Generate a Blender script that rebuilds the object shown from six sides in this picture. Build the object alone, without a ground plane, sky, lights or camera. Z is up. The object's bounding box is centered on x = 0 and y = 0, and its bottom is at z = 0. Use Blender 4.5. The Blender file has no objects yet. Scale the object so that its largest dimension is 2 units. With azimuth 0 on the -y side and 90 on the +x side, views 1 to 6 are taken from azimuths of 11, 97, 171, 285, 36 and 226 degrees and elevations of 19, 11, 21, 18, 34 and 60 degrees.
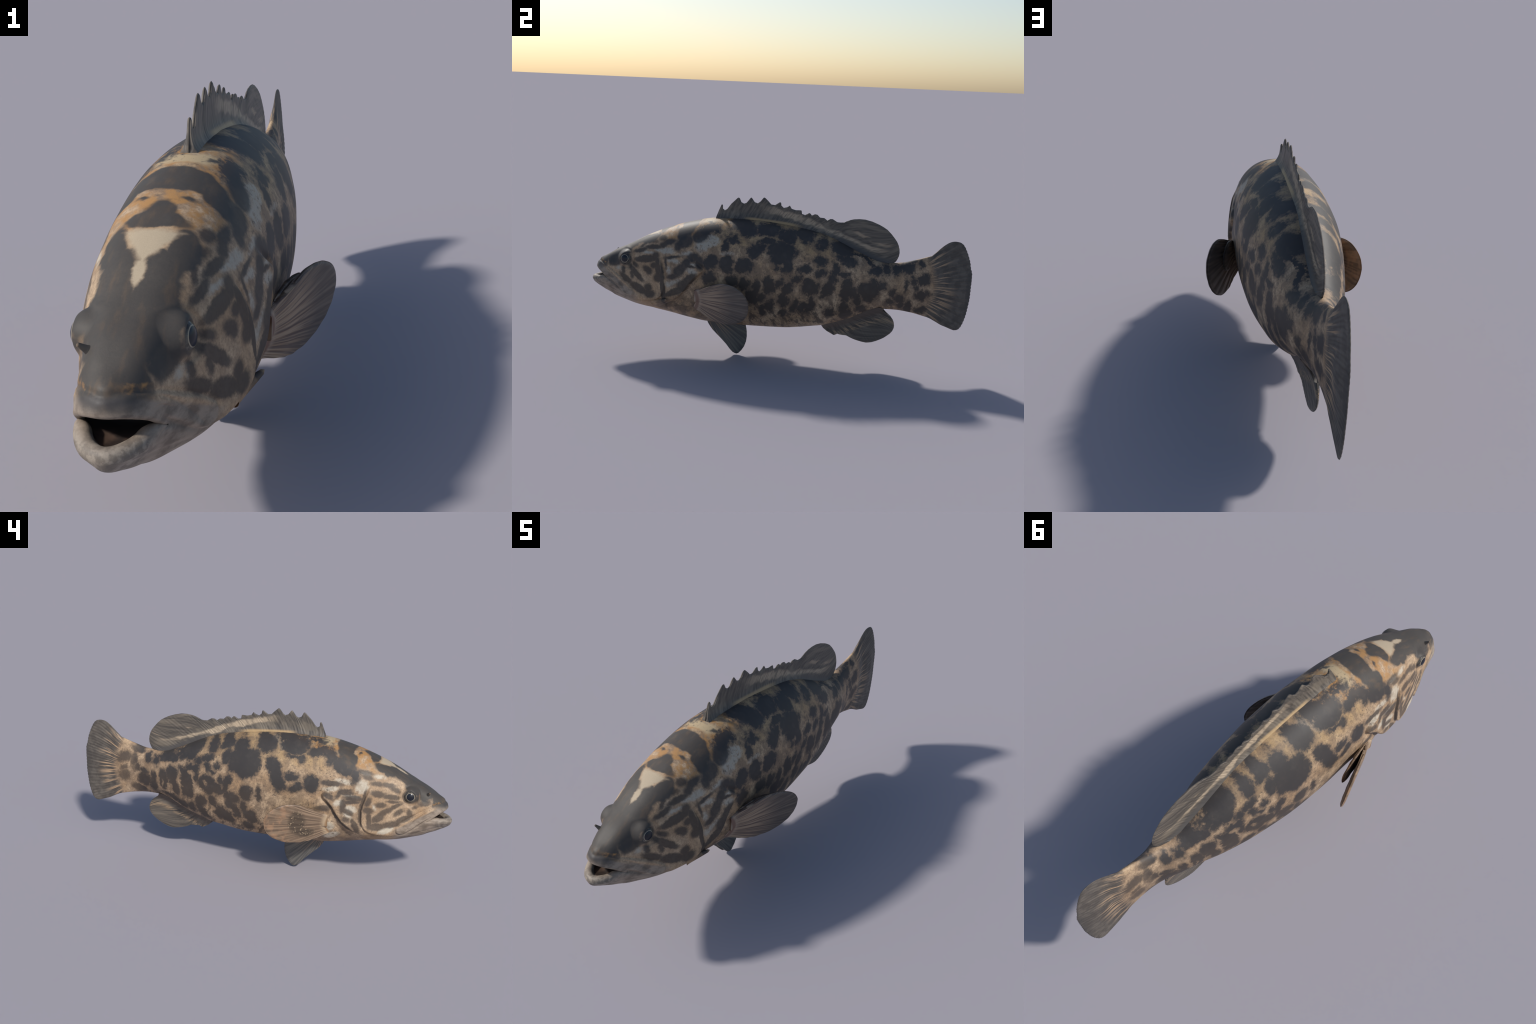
import bpy, math
import numpy as np
from mathutils import Vector

rng = np.random.default_rng(7)


# ------------------------------------------------------------------ helpers
def pchip(x, xp, fp):
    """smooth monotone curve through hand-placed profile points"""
    xp = np.asarray(xp, float); fp = np.asarray(fp, float)
    h = np.diff(xp); d = np.diff(fp) / h
    m = np.zeros_like(fp)
    w1 = 2 * h[1:] + h[:-1]; w2 = h[1:] + 2 * h[:-1]
    ok = d[:-1] * d[1:] > 0
    with np.errstate(divide="ignore", invalid="ignore"):
        hm = (w1 + w2) / (w1 / d[:-1] + w2 / d[1:])
    m[1:-1] = np.where(ok, hm, 0)
    m[0], m[-1] = d[0], d[-1]
    x = np.clip(np.asarray(x, float), xp[0], xp[-1])
    i = np.clip(np.searchsorted(xp, x) - 1, 0, len(h) - 1)
    t = (x - xp[i]) / h[i]
    return ((1 + 2 * t) * (1 - t) ** 2 * fp[i] + t * (1 - t) ** 2 * h[i] * m[i]
            + t * t * (3 - 2 * t) * fp[i + 1] + t * t * (t - 1) * h[i] * m[i + 1])


def curve(points):
    p = np.array(points, float)
    return lambda x: pchip(x, p[:, 0], p[:, 1])


def smooth(a, b, x):
    t = np.clip((np.asarray(x, float) - a) / (b - a), 0, 1)
    return t * t * (3 - 2 * t)


def along(points, n):
    """n points spread evenly along a smoothed polyline"""
    p = np.array(points, float)
    s = np.concatenate([[0], np.cumsum(np.linalg.norm(np.diff(p, axis=0), axis=1))])
    q = np.linspace(0, s[-1], n)
    return np.stack([pchip(q, s, p[:, k]) for k in range(p.shape[1])], -1)


def new_mesh(name, verts, faces, parent=None, material=None, normals=None):
    me = bpy.data.meshes.new(name)
    verts = np.asarray(verts, np.float32)
    quads = np.asarray(faces, np.int32)
    me.vertices.add(len(verts)); me.vertices.foreach_set("co", verts.ravel())
    k = quads.shape[1]
    me.loops.add(quads.size); me.loops.foreach_set("vertex_index", quads.ravel())
    me.polygons.add(len(quads))
    me.polygons.foreach_set("loop_start", np.arange(0, quads.size, k, dtype=np.int32))
    me.polygons.foreach_set("use_smooth", np.ones(len(quads), bool))
    me.update(calc_edges=True)
    me.validate()
    if normals is not None:
        me.normals_split_custom_set_from_vertices(np.asarray(normals, np.float32).tolist())
    ob = bpy.data.objects.new(name, me)
    bpy.context.scene.collection.objects.link(ob)
    if material:
        me.materials.append(material)
    ob.parent = parent
    return ob


def grid_faces(n, m, closed=False, base=0):
    """quads of an n x m grid of vertices (m wraps round when closed)"""
    i, j = np.meshgrid(np.arange(n - 1), np.arange(m if closed else m - 1), indexing="ij")
    j2 = (j + 1) % m
    f = np.stack([i * m + j, i * m + j2, (i + 1) * m + j2, (i + 1) * m + j], -1)
    return f.reshape(-1, 4) + base


def vertex_normals(v, f):
    n = np.zeros_like(v)
    a = v[f[:, 2]] - v[f[:, 0]]; b = v[f[:, 3]] - v[f[:, 1]]
    fn = np.cross(a, b)
    for k in range(4):
        np.add.at(n, f[:, k], fn)
    return n / np.maximum(np.linalg.norm(n, axis=1, keepdims=True), 1e-12)


def near_curve(pts, y, z, n=90):
    """signed distance in the side view to a smoothed curve, and place 0..1 along it;
    positive on the left of the travelling direction (y to the right, z up)"""
    c = along(pts, n)
    best = np.full(y.shape, 9.0); sgn = np.zeros(y.shape); at = np.zeros(y.shape)
    for i in range(n - 1):
        a = c[i]; d = c[i + 1] - a; L2 = d @ d
        t = np.clip(((y - a[0]) * d[0] + (z - a[1]) * d[1]) / L2, 0, 1)
        ey = y - a[0] - t * d[0]; ez = z - a[1] - t * d[1]
        r = np.hypot(ey, ez); s = np.sign(d[0] * ez - d[1] * ey)
        m = r < best
        best = np.where(m, r, best); sgn = np.where(m, s, sgn); at = np.where(m, (i + t) / (n - 1), at)
    return best * np.where(sgn == 0, 1, sgn), at


# ------------------------------------------------------------------ body profile (side view, metres)
top_line = curve([(-1.002, .432), (-.9765, .436), (-.9745, .452), (-.967, .466), (-.955, .481), (-.92, .502), (-.864, .536),
                  (-.801, .566), (-.756, .590), (-.714, .613), (-.669, .635), (-.618, .657), (-.556, .681), (-.491, .702),
                  (-.43, .718), (-.379, .729), (-.3, .739), (-.2, .742), (-.1, .74), (0, .731), (.1, .717), (.2, .698),
                  (.284, .671), (.329, .651), (.406, .614), (.473, .584), (.524, .565), (.58, .558), (.64, .563), (.7, .579), (.79, .608)])
bottom_line = curve([(-1.003, .374), (-1.0, .366), (-.9965, .354), (-.983, .341), (-.93, .314), (-.89, .297), (-.865, .284), (-.805, .265),
                     (-.744, .247), (-.698, .238), (-.627, .225), (-.55, .211), (-.459, .194), (-.36, .180), (-.176, .175),
                     (-.05, .176), (.057, .179), (.125, .186), (.185, .195), (.245, .204), (.299, .22), (.358, .24),
                     (.397, .254), (.446, .277), (.494, .300), (.552, .312), (.62, .3115), (.7, .303), (.79, .283)])
half_width_low = curve([(-1.003, .012), (-.9985, .026), (-.99, .040), (-.975, .047), (-.95, .055), (-.92, .064), (-.88, .079), (-.85, .090), (-.78, .119),
                        (-.7, .1465), (-.6, .170), (-.5, .179), (-.4, .181), (-.3, .181), (-.15, .187), (0, .183), (.15, .166),
                        (.3, .140), (.45, .108), (.55, .086), (.6, .069), (.65, .051), (.7, .039), (.79, .028)])
half_width_up = curve([(-1.002, .008), (-.9765, .024), (-.972, .040), (-.95, .057), (-.92, .069), (-.88, .081), (-.85, .091),
                       (-.78, .119), (-.7, .1465), (-.6, .170), (-.5, .179), (-.4, .181), (-.3, .181), (-.15, .187), (0, .183),
                       (.15, .166), (.3, .140), (.45, .108), (.55, .086), (.6, .069), (.65, .051), (.7, .039), (.79, .028)])
widest_at = curve([(-1.0, .40), (-.92, .34), (-.85, .27), (-.78, .235), (-.7, .23), (-.6, .26), (-.5, .34), (-.4, .43), (-.3, .50),
                   (-.15, .56), (0, .56), (.15, .54), (.3, .5), (.45, .47), (.6, .47), (.79, .50)])
power_top = curve([(-1, 3.3), (-.95, 3.2), (-.75, 2.85), (-.6, 2.45), (-.45, 2.25), (-.3, 2.1), (-.1, 1.9), (.2, 2.05), (.36, 2.45), (.6, 2.05), (.79, 2)])
power_bottom = curve([(-1, 2.2), (-.95, 2.1), (-.75, 1.75), (-.6, 1.62), (-.45, 1.95), (-.33, 2.2), (-.1, 2.4), (.3, 2.3), (.5, 2.0), (.65, 1.6), (.79, 1.35)])

upper_lip_edge = curve([(-1.002, .447), (-.976, .446), (-.95, .435), (-.93, .423), (-.905, .403), (-.88, .380), (-.865, .37)])
lower_lip_edge = curve([(-1.003, .366), (-.985, .368), (-.95, .372), (-.93, .377), (-.905, .381), (-.88, .378), (-.865, .370)])
CORNER_Y, CORNER_Z = -.88, .379
UPPER_TIP, LOWER_TIP = -.9755, -.9995
TAIL_ROOT = .79


def section(y, th, upper):
    """one point of the body's skin: station y, angle th from the back (0) to the belly (pi)"""
    t, b = top_line(y), bottom_line(y)
    zc = b + widest_at(y) * (t - b)
    c, s = np.cos(th), np.sin(th)
    n = np.where(c >= 0, power_top(y), power_bottom(y))
    w = half_width_low(y) + (half_width_up(y) - half_width_low(y)) * upper
    x = w * np.abs(s) ** (2 / n)
    v = np.sign(c) * np.abs(c) ** (2 / n)
    return x, zc + np.where(c >= 0, t - zc, zc - b) * v, v


# ------------------------------------------------------------------ skin of the body: rings from the lips to the tail edge
HALF = 280
th = np.linspace(0, math.pi, HALF + 1)
zc_corner = section(np.full_like(th, CORNER_Y), th, 1.0)
th_corner = float(np.interp(-CORNER_Z, -zc_corner[1], th))
x_corner = float(np.interp(th_corner, th, zc_corner[0]))
# edge of the mouth: a blunt arch for each jaw, seen from above, at the height of its lip
up_q = np.clip((th_corner - th) / th_corner, 0, 1)
low_q = np.clip((th - th_corner) / (math.pi - th_corner), 0, 1)


def arch(q, tip, power):
    a = q * math.pi / 2
    return x_corner * np.cos(a) ** (2 / power), CORNER_Y + (tip - CORNER_Y) * np.sin(a) ** (2 / power)


ux, uy = arch(up_q, UPPER_TIP, 2.0)
lx, ly = arch(low_q ** .9, LOWER_TIP, 1.9)
is_upper = th < th_corner
rim_y = np.where(is_upper, uy, ly)
rim_x = np.where(is_upper, ux, lx)
rim_z = np.where(is_upper, upper_lip_edge(rim_y), lower_lip_edge(rim_y))
upper_mix = 1 - smooth(th_corner - .06, th_corner + .06, th)

STRAIGHT = -.70
n_head = 210
s = (np.linspace(0, 1, n_head, endpoint=False)) ** 1.15
Yh = rim_y[None] + s[:, None] * (STRAIGHT - rim_y[None])
stations = np.concatenate([np.arange(STRAIGHT, -.30, .0023), np.arange(-.30, TAIL_ROOT, .0042)])
Ys = np.repeat(stations[:, None], HALF + 1, 1)
Y = np.concatenate([Yh, Ys])
TH = np.broadcast_to(th, Y.shape)
X, Z, V = section(Y, TH, np.broadcast_to(upper_mix, Y.shape))
pull = 1 - smooth(0, .075, Y - rim_y[None])
pull[n_head:] = 0
X = X + (rim_x - X[0])[None] * pull
Z = Z + (rim_z - Z[0])[None] * pull
soft = np.clip(1 - smooth(.06, .11, Y - rim_y[None]), 0, 1); soft[0] = 0; soft[n_head:] = 0
for _ in range(30):                                          # even out the muzzle
    for A_, odd in ((X, -1), (Z, 1), (Y, 1)):
        side_avg = (np.concatenate([odd * A_[:, 1:2], A_[:, :-1]], 1) + np.concatenate([A_[:, 1:], odd * A_[:, -2:-1]], 1)) / 2
        ring_avg = A_.copy(); ring_avg[1:-1] = (A_[:-2] + A_[2:]) / 2
        A_ += soft * .6 * ((side_avg + ring_avg) / 2 - A_)

# tail fin: a fan patch between its upper edge, its lower edge and its hind edge
edge_up = along([(TAIL_ROOT, .608), (.817, .634), (.835, .652), (.852, .667), (.872, .681), (.889, .688), (.905, .690)], 200)
edge_low = along([(TAIL_ROOT, .283), (.803, .278), (.837, .261), (.864, .247), (.89, .238), (.914, .229), (.93, .224)], 200)
hind = along([(.93, .224), (.944, .226), (.956, .234), (.97, .259), (.985, .311), (.992, .356), (.997, .40), (.998, .43), (.9985, .46), (1.0, .49),
              (.999, .525), (.990, .558), (.985, .585), (.977, .61), (.965, .64), (.95, .668), (.938, .681), (.922, .688), (.905, .690)], 400)
n_tail = 90
st = np.linspace(0, 1, n_tail + 1)[1:]
v_root = section(np.full_like(th, TAIL_ROOT), th, 0.0)[2]
zroot = section(np.full_like(th, TAIL_ROOT), th, 0.0)[1]
q = (v_root + 1) / 2
q_root = (zroot - .283) / (.608 - .283)
pick = lambda c, t: np.stack([np.interp(t * (len(c) - 1), np.arange(len(c)), c[:, k]) for k in range(2)], -1)
Sx, Qx = np.meshgrid(st, q_root, indexing="ij")
A = pick(edge_low, st)[:, None]; B = pick(edge_up, st)[:, None]
R = np.stack([np.full_like(q_root, TAIL_ROOT), zroot], -1)[None]; H = pick(hind, q_root)[None]
c00, c01, c10, c11 = edge_low[0], edge_up[0], edge_low[-1], edge_up[-1]
u_, w_ = Sx[..., None], Qx[..., None]
P = ((1 - w_) * A + w_ * B + (1 - u_) * R + u_ * H
     - ((1 - u_) * (1 - w_) * c00 + (1 - u_) * w_ * c01 + u_ * (1 - w_) * c10 + u_ * w_ * c11))
root_x = section(np.full_like(th, TAIL_ROOT), th, 0.0)[0]
lens = np.sqrt(np.clip(1 - v_root ** 2, 0, 1))
thin = .0042 * np.clip(1 - np.abs(v_root) ** 8, 0, 1) ** .5
fade = 1 - smooth(0, .75, Sx) ** .75
Xt = root_x[None] * fade * (1 - Sx) ** .8 + thin[None] * (1 - fade * .0) * np.minimum(1, Sx * 6)
rays = np.cos((Qx + .015 * np.sin(9 * Qx)) * math.pi * 2 * 30)
Xt = Xt + .012 * np.exp(-(v_root[None] / .5) ** 2) * smooth(.25, .6, Sx) * (1 - smooth(.7, .99, Sx))
Xt = Xt + .0006 * rays * smooth(.1, .35, Sx) * (1 - smooth(.9, 1, Sx)) * (thin / .0042)[None]
Xt = Xt * np.sqrt(np.clip(1 - ((Sx - .94) / .06).clip(0, 1) ** 2, 0, 1))
# finely toothed hind edge
tooth = .0022 * (np.abs(np.sin(Qx * math.pi * 30)) - .5) * smooth(.85, 1, Sx) * smooth(0, .06, Qx) * smooth(0, .06, 1 - Qx)
P[..., 0] = np.minimum(P[..., 0] + tooth, 1.0)
X = np.concatenate([X, Xt]); Y = np.concatenate([Y, P[..., 0]]); Z = np.concatenate([Z, P[..., 1]])
X[:, 0] = 0; X[:, -1] = 0
NR = len(X)

# outward normals of the half skin (x >= 0)
def half_normals(X, Y, Z):
    P = np.stack([X, Y, Z], -1)
    du = np.gradient(P, axis=0)
    left = P[:, 1:2] * [-1, 1, 1]; right = P[:, -2:-1] * [-1, 1, 1]
    E = np.concatenate([left, P, right], 1)
    dv = E[:, 2:] - E[:, :-2]
    n = np.cross(dv, du)
    n /= np.maximum(np.linalg.norm(n, axis=-1, keepdims=True), 1e-12)
    return n


N = half_normals(X, Y, Z)

# ------------------------------------------------------------------ relief of the head
D = np.zeros_like(X)
side = smooth(.0, .045, X)
i_rim = np.minimum(np.arange(NR)[:, None] / 14, 1)          # no relief right at the lips
head_rows = Y < -.2

yy, zz = Y, Z
EYE = (-.789, .505)
r_eye = np.hypot((yy - EYE[0]) * .95, zz - EYE[1])
r_brow = np.hypot((yy + .785) / 1.5, zz - .548)
D += .004 * np.exp(-(r_brow / .014) ** 2) * side
D -= .0025 * np.exp(-((r_eye - .046) / .0045) ** 2) * side * smooth(-.83, -.80, yy)

preopercle = [(-.600, .545), (-.588, .510), (-.572, .465), (-.564, .42), (-.566, .375), (-.578, .342), (-.605, .318), (-.650, .306), (-.72, .300), (-.75, .298)]
d, t = near_curve(preopercle, yy, zz)
w = smooth(0, .12, t) * (1 - smooth(.88, 1, t)) * side
step = np.where(d < .004, np.exp(-(np.minimum(d, 0) / .030) ** 2), 0)           # cheek plate stands proud of the gill cover
D += (.0065 * step * smooth(-.003, .005, -d) - .0042 * np.exp(-((d - .004) / .0055) ** 2)) * w

opercle = [(-.455, .560), (-.405, .520), (-.366, .482), (-.385, .458), (-.415, .43), (-.440, .395), (-.465, .362), (-.495, .332), (-.529, .308), (-.575, .283), (-.62, .262), (-.69, .247)]
d, t = near_curve(opercle, yy, zz)
w = smooth(.0, .2, t) * (1 - smooth(.85, 1, t)) * side
D += (.0095 * (1 - .6 * smooth(.45, .8, t)) * np.exp(-(np.minimum(d, 0) / .05) ** 2) * smooth(-.004, .007, -d) - .0075 * np.exp(-((d - .006) / .010) ** 2)) * w

D -= .013 * np.exp(-((np.maximum(d, 0) - .030) / .024) ** 2) * (d > -.002) * smooth(.30, .5, t) * (1 - smooth(.60, .80, t)) * side     # hollow behind the gill cover

maxilla = [(-.955, .468), (-.93, .462), (-.90, .452), (-.86, .430), (-.80, .395), (-.76, .366), (-.738, .340), (-.742, .320), (-.765, .311), (-.795, .325), (-.84, .360), (-.885, .395), (-.905, .410)]
d, t = near_curve(maxilla, yy, zz)
w = smooth(.03, .22, t) * (1 - smooth(.9, 1, t)) * side * i_rim
inside = d < 0
D += (.0050 * np.exp(-(np.minimum(d, 0) / .03) ** 2) * smooth(-.004, .006, -d) - .0030 * np.exp(-((d - .003) / .0055) ** 2)) * w
groove = [(-.915, .455), (-.88, .432), (-.85, .408), (-.81, .365), (-.775, .318)]
d, t = near_curve(groove, yy, zz)
D -= .0028 * np.exp(-(d / .0042) ** 2) * smooth(0, .2, t) * (1 - smooth(.85, 1, t)) * side * i_rim
lip_groove = [(-.985, .352), (-.955, .348), (-.90, .335), (-.85, .32), (-.79, .30)]
d, t = near_curve(lip_groove, yy, zz)
D -= .0022 * np.exp(-(d / .006) ** 2) * smooth(0, .25, t) * (1 - smooth(.7, 1, t)) * side * i_rim
# upper lip swells below the snout
snout_fold = [(-.972, .470), (-.955, .474), (-.93, .468), (-.90, .460)]
d, t = near_curve(snout_fold, yy, np.where(X < .05, np.maximum(zz, 0), zz))
D -= .0032 * np.exp(-(d / .0055) ** 2) * (1 - smooth(.7, 1, t)) * i_rim
# shallow pit in front of the eye, root of the pectoral fin
D -= .003 * np.exp(-(np.hypot(yy + .855, zz - .485) / .022) ** 2) * side
D += .005 * np.exp(-((np.hypot((yy + .40) / 1.1, (zz - .335) / 1.5)) / .030) ** 2) * side
D = np.where(head_rows, D, 0)
X = X + N[..., 0] * D; Y = Y + N[..., 1] * D; Z = Z + N[..., 2] * D
orb = (1 - smooth(.031, .051, r_eye)) * head_rows * (X > .03)
X = X + orb * (.1090 - 5.0 * np.minimum(r_eye, .045) ** 2 - X)                       # domed orb round the eye
X = X - .0022 * np.exp(-((r_eye - .0265) / .0028) ** 2) * head_rows * (X > .03)
X[:, 0] = 0; X[:, -1] = 0
X = np.maximum(X, 0)
N = half_normals(X, Y, Z)

# lips roll inwards and run on as the lining of the mouth
T_LIP = .019 + .015 * smooth(th_corner, th_corner + .5, th)
rim = np.stack([X[0], Y[0], Z[0]], -1)
plan = np.gradient(rim[:, :2], axis=0)
out = np.stack([plan[:, 1], -plan[:, 0]], -1)
out *= np.sign(np.sum(out * (rim[:, :2] - [0, -.85]), 1, keepdims=True))
out /= np.linalg.norm(out, axis=1, keepdims=True)
out[0] = out[-1] = (0, -1)
mix = smooth(th_corner - .25, th_corner + .25, th)[:, None]
nr = np.concatenate([out, .25 - .65 * mix], 1); nr /= np.linalg.norm(nr, axis=1, keepdims=True)
fwd = np.concatenate([out * .15, -1 + 2 * mix], 1)
fwd -= nr * np.sum(nr * fwd, 1, keepdims=True); fwd /= np.maximum(np.linalg.norm(fwd, axis=1, keepdims=True), .3)
close = np.exp(-((th - th_corner) / .14) ** 2)
tl = (T_LIP * (1 - .75 * close))[:, None]
lining = []
for k in range(1, 13):
    a = math.pi * k / 12
    lining.append(rim - nr * tl / 2 + nr * tl / 2 * math.cos(a) + fwd * tl * .5 * math.sin(a))
inner = lining[-1]
phi = np.where(th < th_corner, th / th_corner * math.pi / 2, math.pi / 2 + (th - th_corner) / (math.pi - th_corner) * math.pi / 2)
throat = np.stack([.052 * np.sin(phi), np.full_like(phi, -.885), .398 + .020 * np.cos(phi)], -1)
for k in range(1, 19):
    u = k / 18
    belly_out = np.stack([.010 * np.sin(phi), 0 * phi, .010 * np.cos(phi)], -1) * math.sin(u * math.pi)
    lining.append(inner + (throat - inner) * u + belly_out)
for k in range(1, 7):
    lining.append(throat * (1 - k / 6) + np.array([0, -.86, .398]) * (k / 6))
lining = np.array(lining)[::-1]
lining[..., 0] = np.maximum(lining[..., 0], 0); lining[:, 0, 0] = 0; lining[:, -1, 0] = 0
n_in = len(lining)
half = np.concatenate([lining, np.stack([X, Y, Z], -1)])
full = np.concatenate([half, half[:, -2:0:-1] * [-1, 1, 1]], 1)
n_ring, n_round = full.shape[:2]
verts = full.reshape(-1, 3)
faces = grid_faces(n_ring, n_round, closed=True)
faces = faces[:, ::-1]
vn = vertex_normals(verts, faces)
if vn[(n_in + 300) * n_round + HALF // 2, 0] < 0:
    faces = faces[:, ::-1]; vn = -vn

# region of every face, for the named parts
fc = verts[faces].mean(1)
ring_of = faces.min(1) // n_round
ay = fc[:, 1]; az = fc[:, 2]
d_op, _ = near_curve([(-.47, .80), (-.445, .60), (-.405, .525), (-.366, .482), (-.415, .43), (-.465, .362), (-.529, .308), (-.62, .255), (-.66, .10)], ay, az, 60)
d_jaw, _ = near_curve([(-1.1, .412), (-.905, .412), (-.85, .372), (-.79, .322), (-.74, .28), (-.73, .1)], ay, az, 60)
part = np.where(ay > TAIL_ROOT, "caudal_fin", np.where(ay > .60, "caudal_peduncle", np.where(d_op < 0, "head", "trunk")))
part = np.where((part == "head") & (d_jaw < 0), "lower_jaw", part)
part = np.where(ring_of < n_in - 13, "mouth_lining", part)


# ------------------------------------------------------------------ fins as plates with rays
def plate(front, back, left, right, close_base=False):
    """closed shell from two grids of points (n x m x 3) that share their border"""
    n, m = left.shape[:2]
    v = np.concatenate([left.reshape(-1, 3), right.reshape(-1, 3)])
    f1 = grid_faces(n, m); f2 = grid_faces(n, m)[:, ::-1] + n * m
    idx = np.arange(n * m).reshape(n, m)
    rimline = np.concatenate([idx[:, 0], idx[-1, 1:], idx[::-1, -1][1:], idx[0, ::-1][1:-1]])
    a, b = rimline, np.roll(rimline, -1)
    f3 = np.stack([b, a, a + n * m, b + n * m], -1)
    return v, np.concatenate([f1, f2, f3])


def midline_fin(outline, base_line, n_rays, base_thick, tip_thick, n_col, n_row, flare=.014):
    """upright fin in the plane x = 0; outline = (y, z, y of the ray's foot)"""
    o = np.array(outline, float)
    sl = np.concatenate([[0], np.cumsum(np.hypot(np.diff(o[:, 0]), np.diff(o[:, 1])))])
    # keep the corners of the outline but add columns between them
    t = np.unique(np.concatenate([np.linspace(0, sl[-1], n_col), sl]))
    oy, oz, fy = (np.interp(t, sl, o[:, k]) for k in range(3))
    fz = base_line(fy)
    h = np.linspace(0, 1, n_row) ** .9
    yb = fy[:, None] + (oy - fy)[:, None] * h
    zb = fz[:, None] + (oz - fz)[:, None] * h
    # rays curve slightly backwards
    bend = .012 * np.sin(h * math.pi)[None] * np.ones_like(yb)
    yb = yb - bend * smooth(0, .08, t / sl[-1])[:, None] * smooth(0, .08, 1 - t / sl[-1])[:, None] * .5
    span = np.hypot(oy - fy, oz - fz)[:, None]
    thick = tip_thick + (base_thick - tip_thick) * np.exp(-((h[None] * span) / flare) ** 1.3)
    edge = np.sqrt(np.clip(1 - ((h - .93) / .07).clip(0, 1) ** 2, 0, 1))[None]
    foot = np.interp(fy, [fy.min(), fy.max()], [0, 1])[:, None]
    wave = np.cos(foot * math.pi * 2 * n_rays)
    x = thick * edge + .0005 * wave * (.6 + .4 * np.sin(foot * 61)) * smooth(.1, .3, h)[None] * edge
    ends = np.minimum(smooth(-.003, .02, t), smooth(-.003, .02, sl[-1] - t))[:, None]
    x = np.maximum(x * (.25 + .75 * ends), .0004)
    L = np.stack([x, yb, zb], -1); R_ = L * [-1, 1, 1]
    return plate(None, None, L, R_)


dorsal_outline = [(-.337, .733, -.336), (-.321, .778, -.330), (-.310, .805, -.322), (-.306, .809, -.319), (-.3015, .803, -.316), (-.301, .786, -.311), (-.291, .779, -.304),
                  (-.278, .786, -.296), (-.258, .814, -.287), (-.226, .846, -.272), (-.220, .849, -.267), (-.214, .846, -.263), (-.205, .826, -.252), (-.191, .819, -.240), (-.178, .824, -.230),
                  (-.157, .851, -.213), (-.153, .853, -.209), (-.148, .848, -.205), (-.135, .830, -.192), (-.119, .825, -.180), (-.105, .835, -.168), (-.090, .855, -.153), (-.084, .857, -.148), (-.078, .853, -.143),
                  (-.062, .838, -.126), (-.048, .823, -.112), (-.028, .821, -.095), (-.006, .836, -.072), (.000, .837, -.067), (.003, .834, -.064), (.005, .820, -.056), (.018, .809, -.042),
                  (.036, .814, -.026), (.049, .823, -.012), (.059, .807, -.002), (.080, .801, .016), (.107, .802, .038), (.111, .800, .042), (.114, .783, .048), (.130, .779, .062),
                  (.150, .790, .078), (.156, .789, .082), (.165, .779, .090), (.181, .786, .102), (.194, .784, .112), (.208, .770, .124), (.230, .769, .142), (.245, .758, .156), (.261, .766, .168), (.274, .766, .178),
                  (.298, .752, .198), (.318, .751, .212), (.334, .753, .222), (.347, .760, .230), (.364, .767, .241), (.382, .772, .252), (.410, .775, .270), (.441, .774, .290), (.477, .766, .314), (.514, .752, .342), (.536, .741, .360),
                  (.557, .728, .380), (.578, .708, .402), (.596, .687, .424), (.609, .670, .442), (.618, .652, .458), (.624, .632, .478), (.626, .613, .500), (.624, .596, .520), (.618, .580, .545), (.611, .567, .580)]
anal_outline = [(.245, .199, .246), (.262, .184, .254), (.277, .170, .264), (.297, .158, .278), (.313, .149, .290), (.318, .1495, .294), (.332, .157, .303), (.345, .154, .313), (.362, .1525, .325), (.379, .152, .336),
                (.400, .142, .350), (.421, .134, .363), (.440, .129, .376), (.462, .124, .390), (.485, .121, .404), (.500, .123, .414), (.515, .126, .424), (.538, .135, .440), (.560, .146, .456), (.577, .156, .470), (.592, .168, .484),
                (.606, .180, .498), (.617, .194, .510), (.624, .212, .521), (.625, .226, .528), (.622, .243, .535), (.616, .257, .540), (.604, .273, .545), (.588, .283, .549), (.570, .291, .553), (.556, .299, .557)]
dorsal_base = lambda y: top_line(y) - .016
anal_base = lambda y: bottom_line(y) + .016


def fan_fin(outline, foot, n_rays, surface, base_thick, tip_thick, n_col, n_row):
    """paired fin: rays run from a foot line to the outline; outline and foot are (y, z) points
    in the side view and surface(y, z) gives how far out the fin's middle lies"""
    o = along(outline, n_col); f = along(foot, n_col)
    h = np.linspace(0, 1, n_row)[None, :, None]
    yz = f[:, None] + (o - f)[:, None] * h
    x = surface(yz[..., 0], yz[..., 1])
    mid = np.concatenate([x[..., None], yz], -1)
    du = np.gradient(mid, axis=0); dv = np.gradient(mid, axis=1)
    n = np.cross(du, dv); n /= np.maximum(np.linalg.norm(n, axis=-1, keepdims=True), 1e-12)
    if n[n_col // 2, n_row // 2, 0] < 0:
        n = -n
    hh = h[..., 0]; a = np.linspace(0, 1, n_col)[:, None]
    edge = np.sqrt(np.clip(1 - ((hh - .94) / .06).clip(0, 1) ** 2, 0, 1)) * np.sqrt(np.clip(1 - np.abs(2 * a - 1) ** 14, 0, 1))
    thick = (tip_thick + (base_thick - tip_thick) * np.exp(-(hh / .22) ** 1.5)) * np.maximum(edge, .05)
    wave = .0007 * np.cos((a + .01 * np.sin(a * 23)) * math.pi * 2 * n_rays) * smooth(.15, .35, hh) * edge
    L = mid + n * (thick + wave)[..., None]
    R_ = mid - n * (thick + wave)[..., None]
    v, f_ = plate(None, None, L, R_)
    return v, f_


def pectoral_sheet(y, z):
    dy, dz = y + .39, z - .35
    return .176 + .43 * dy + .147 * dz - .02 * dy * dy - .39 * dz * dz + .08 * dy * dz - .014 * (1 - smooth(-.40, -.31, y))


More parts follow.
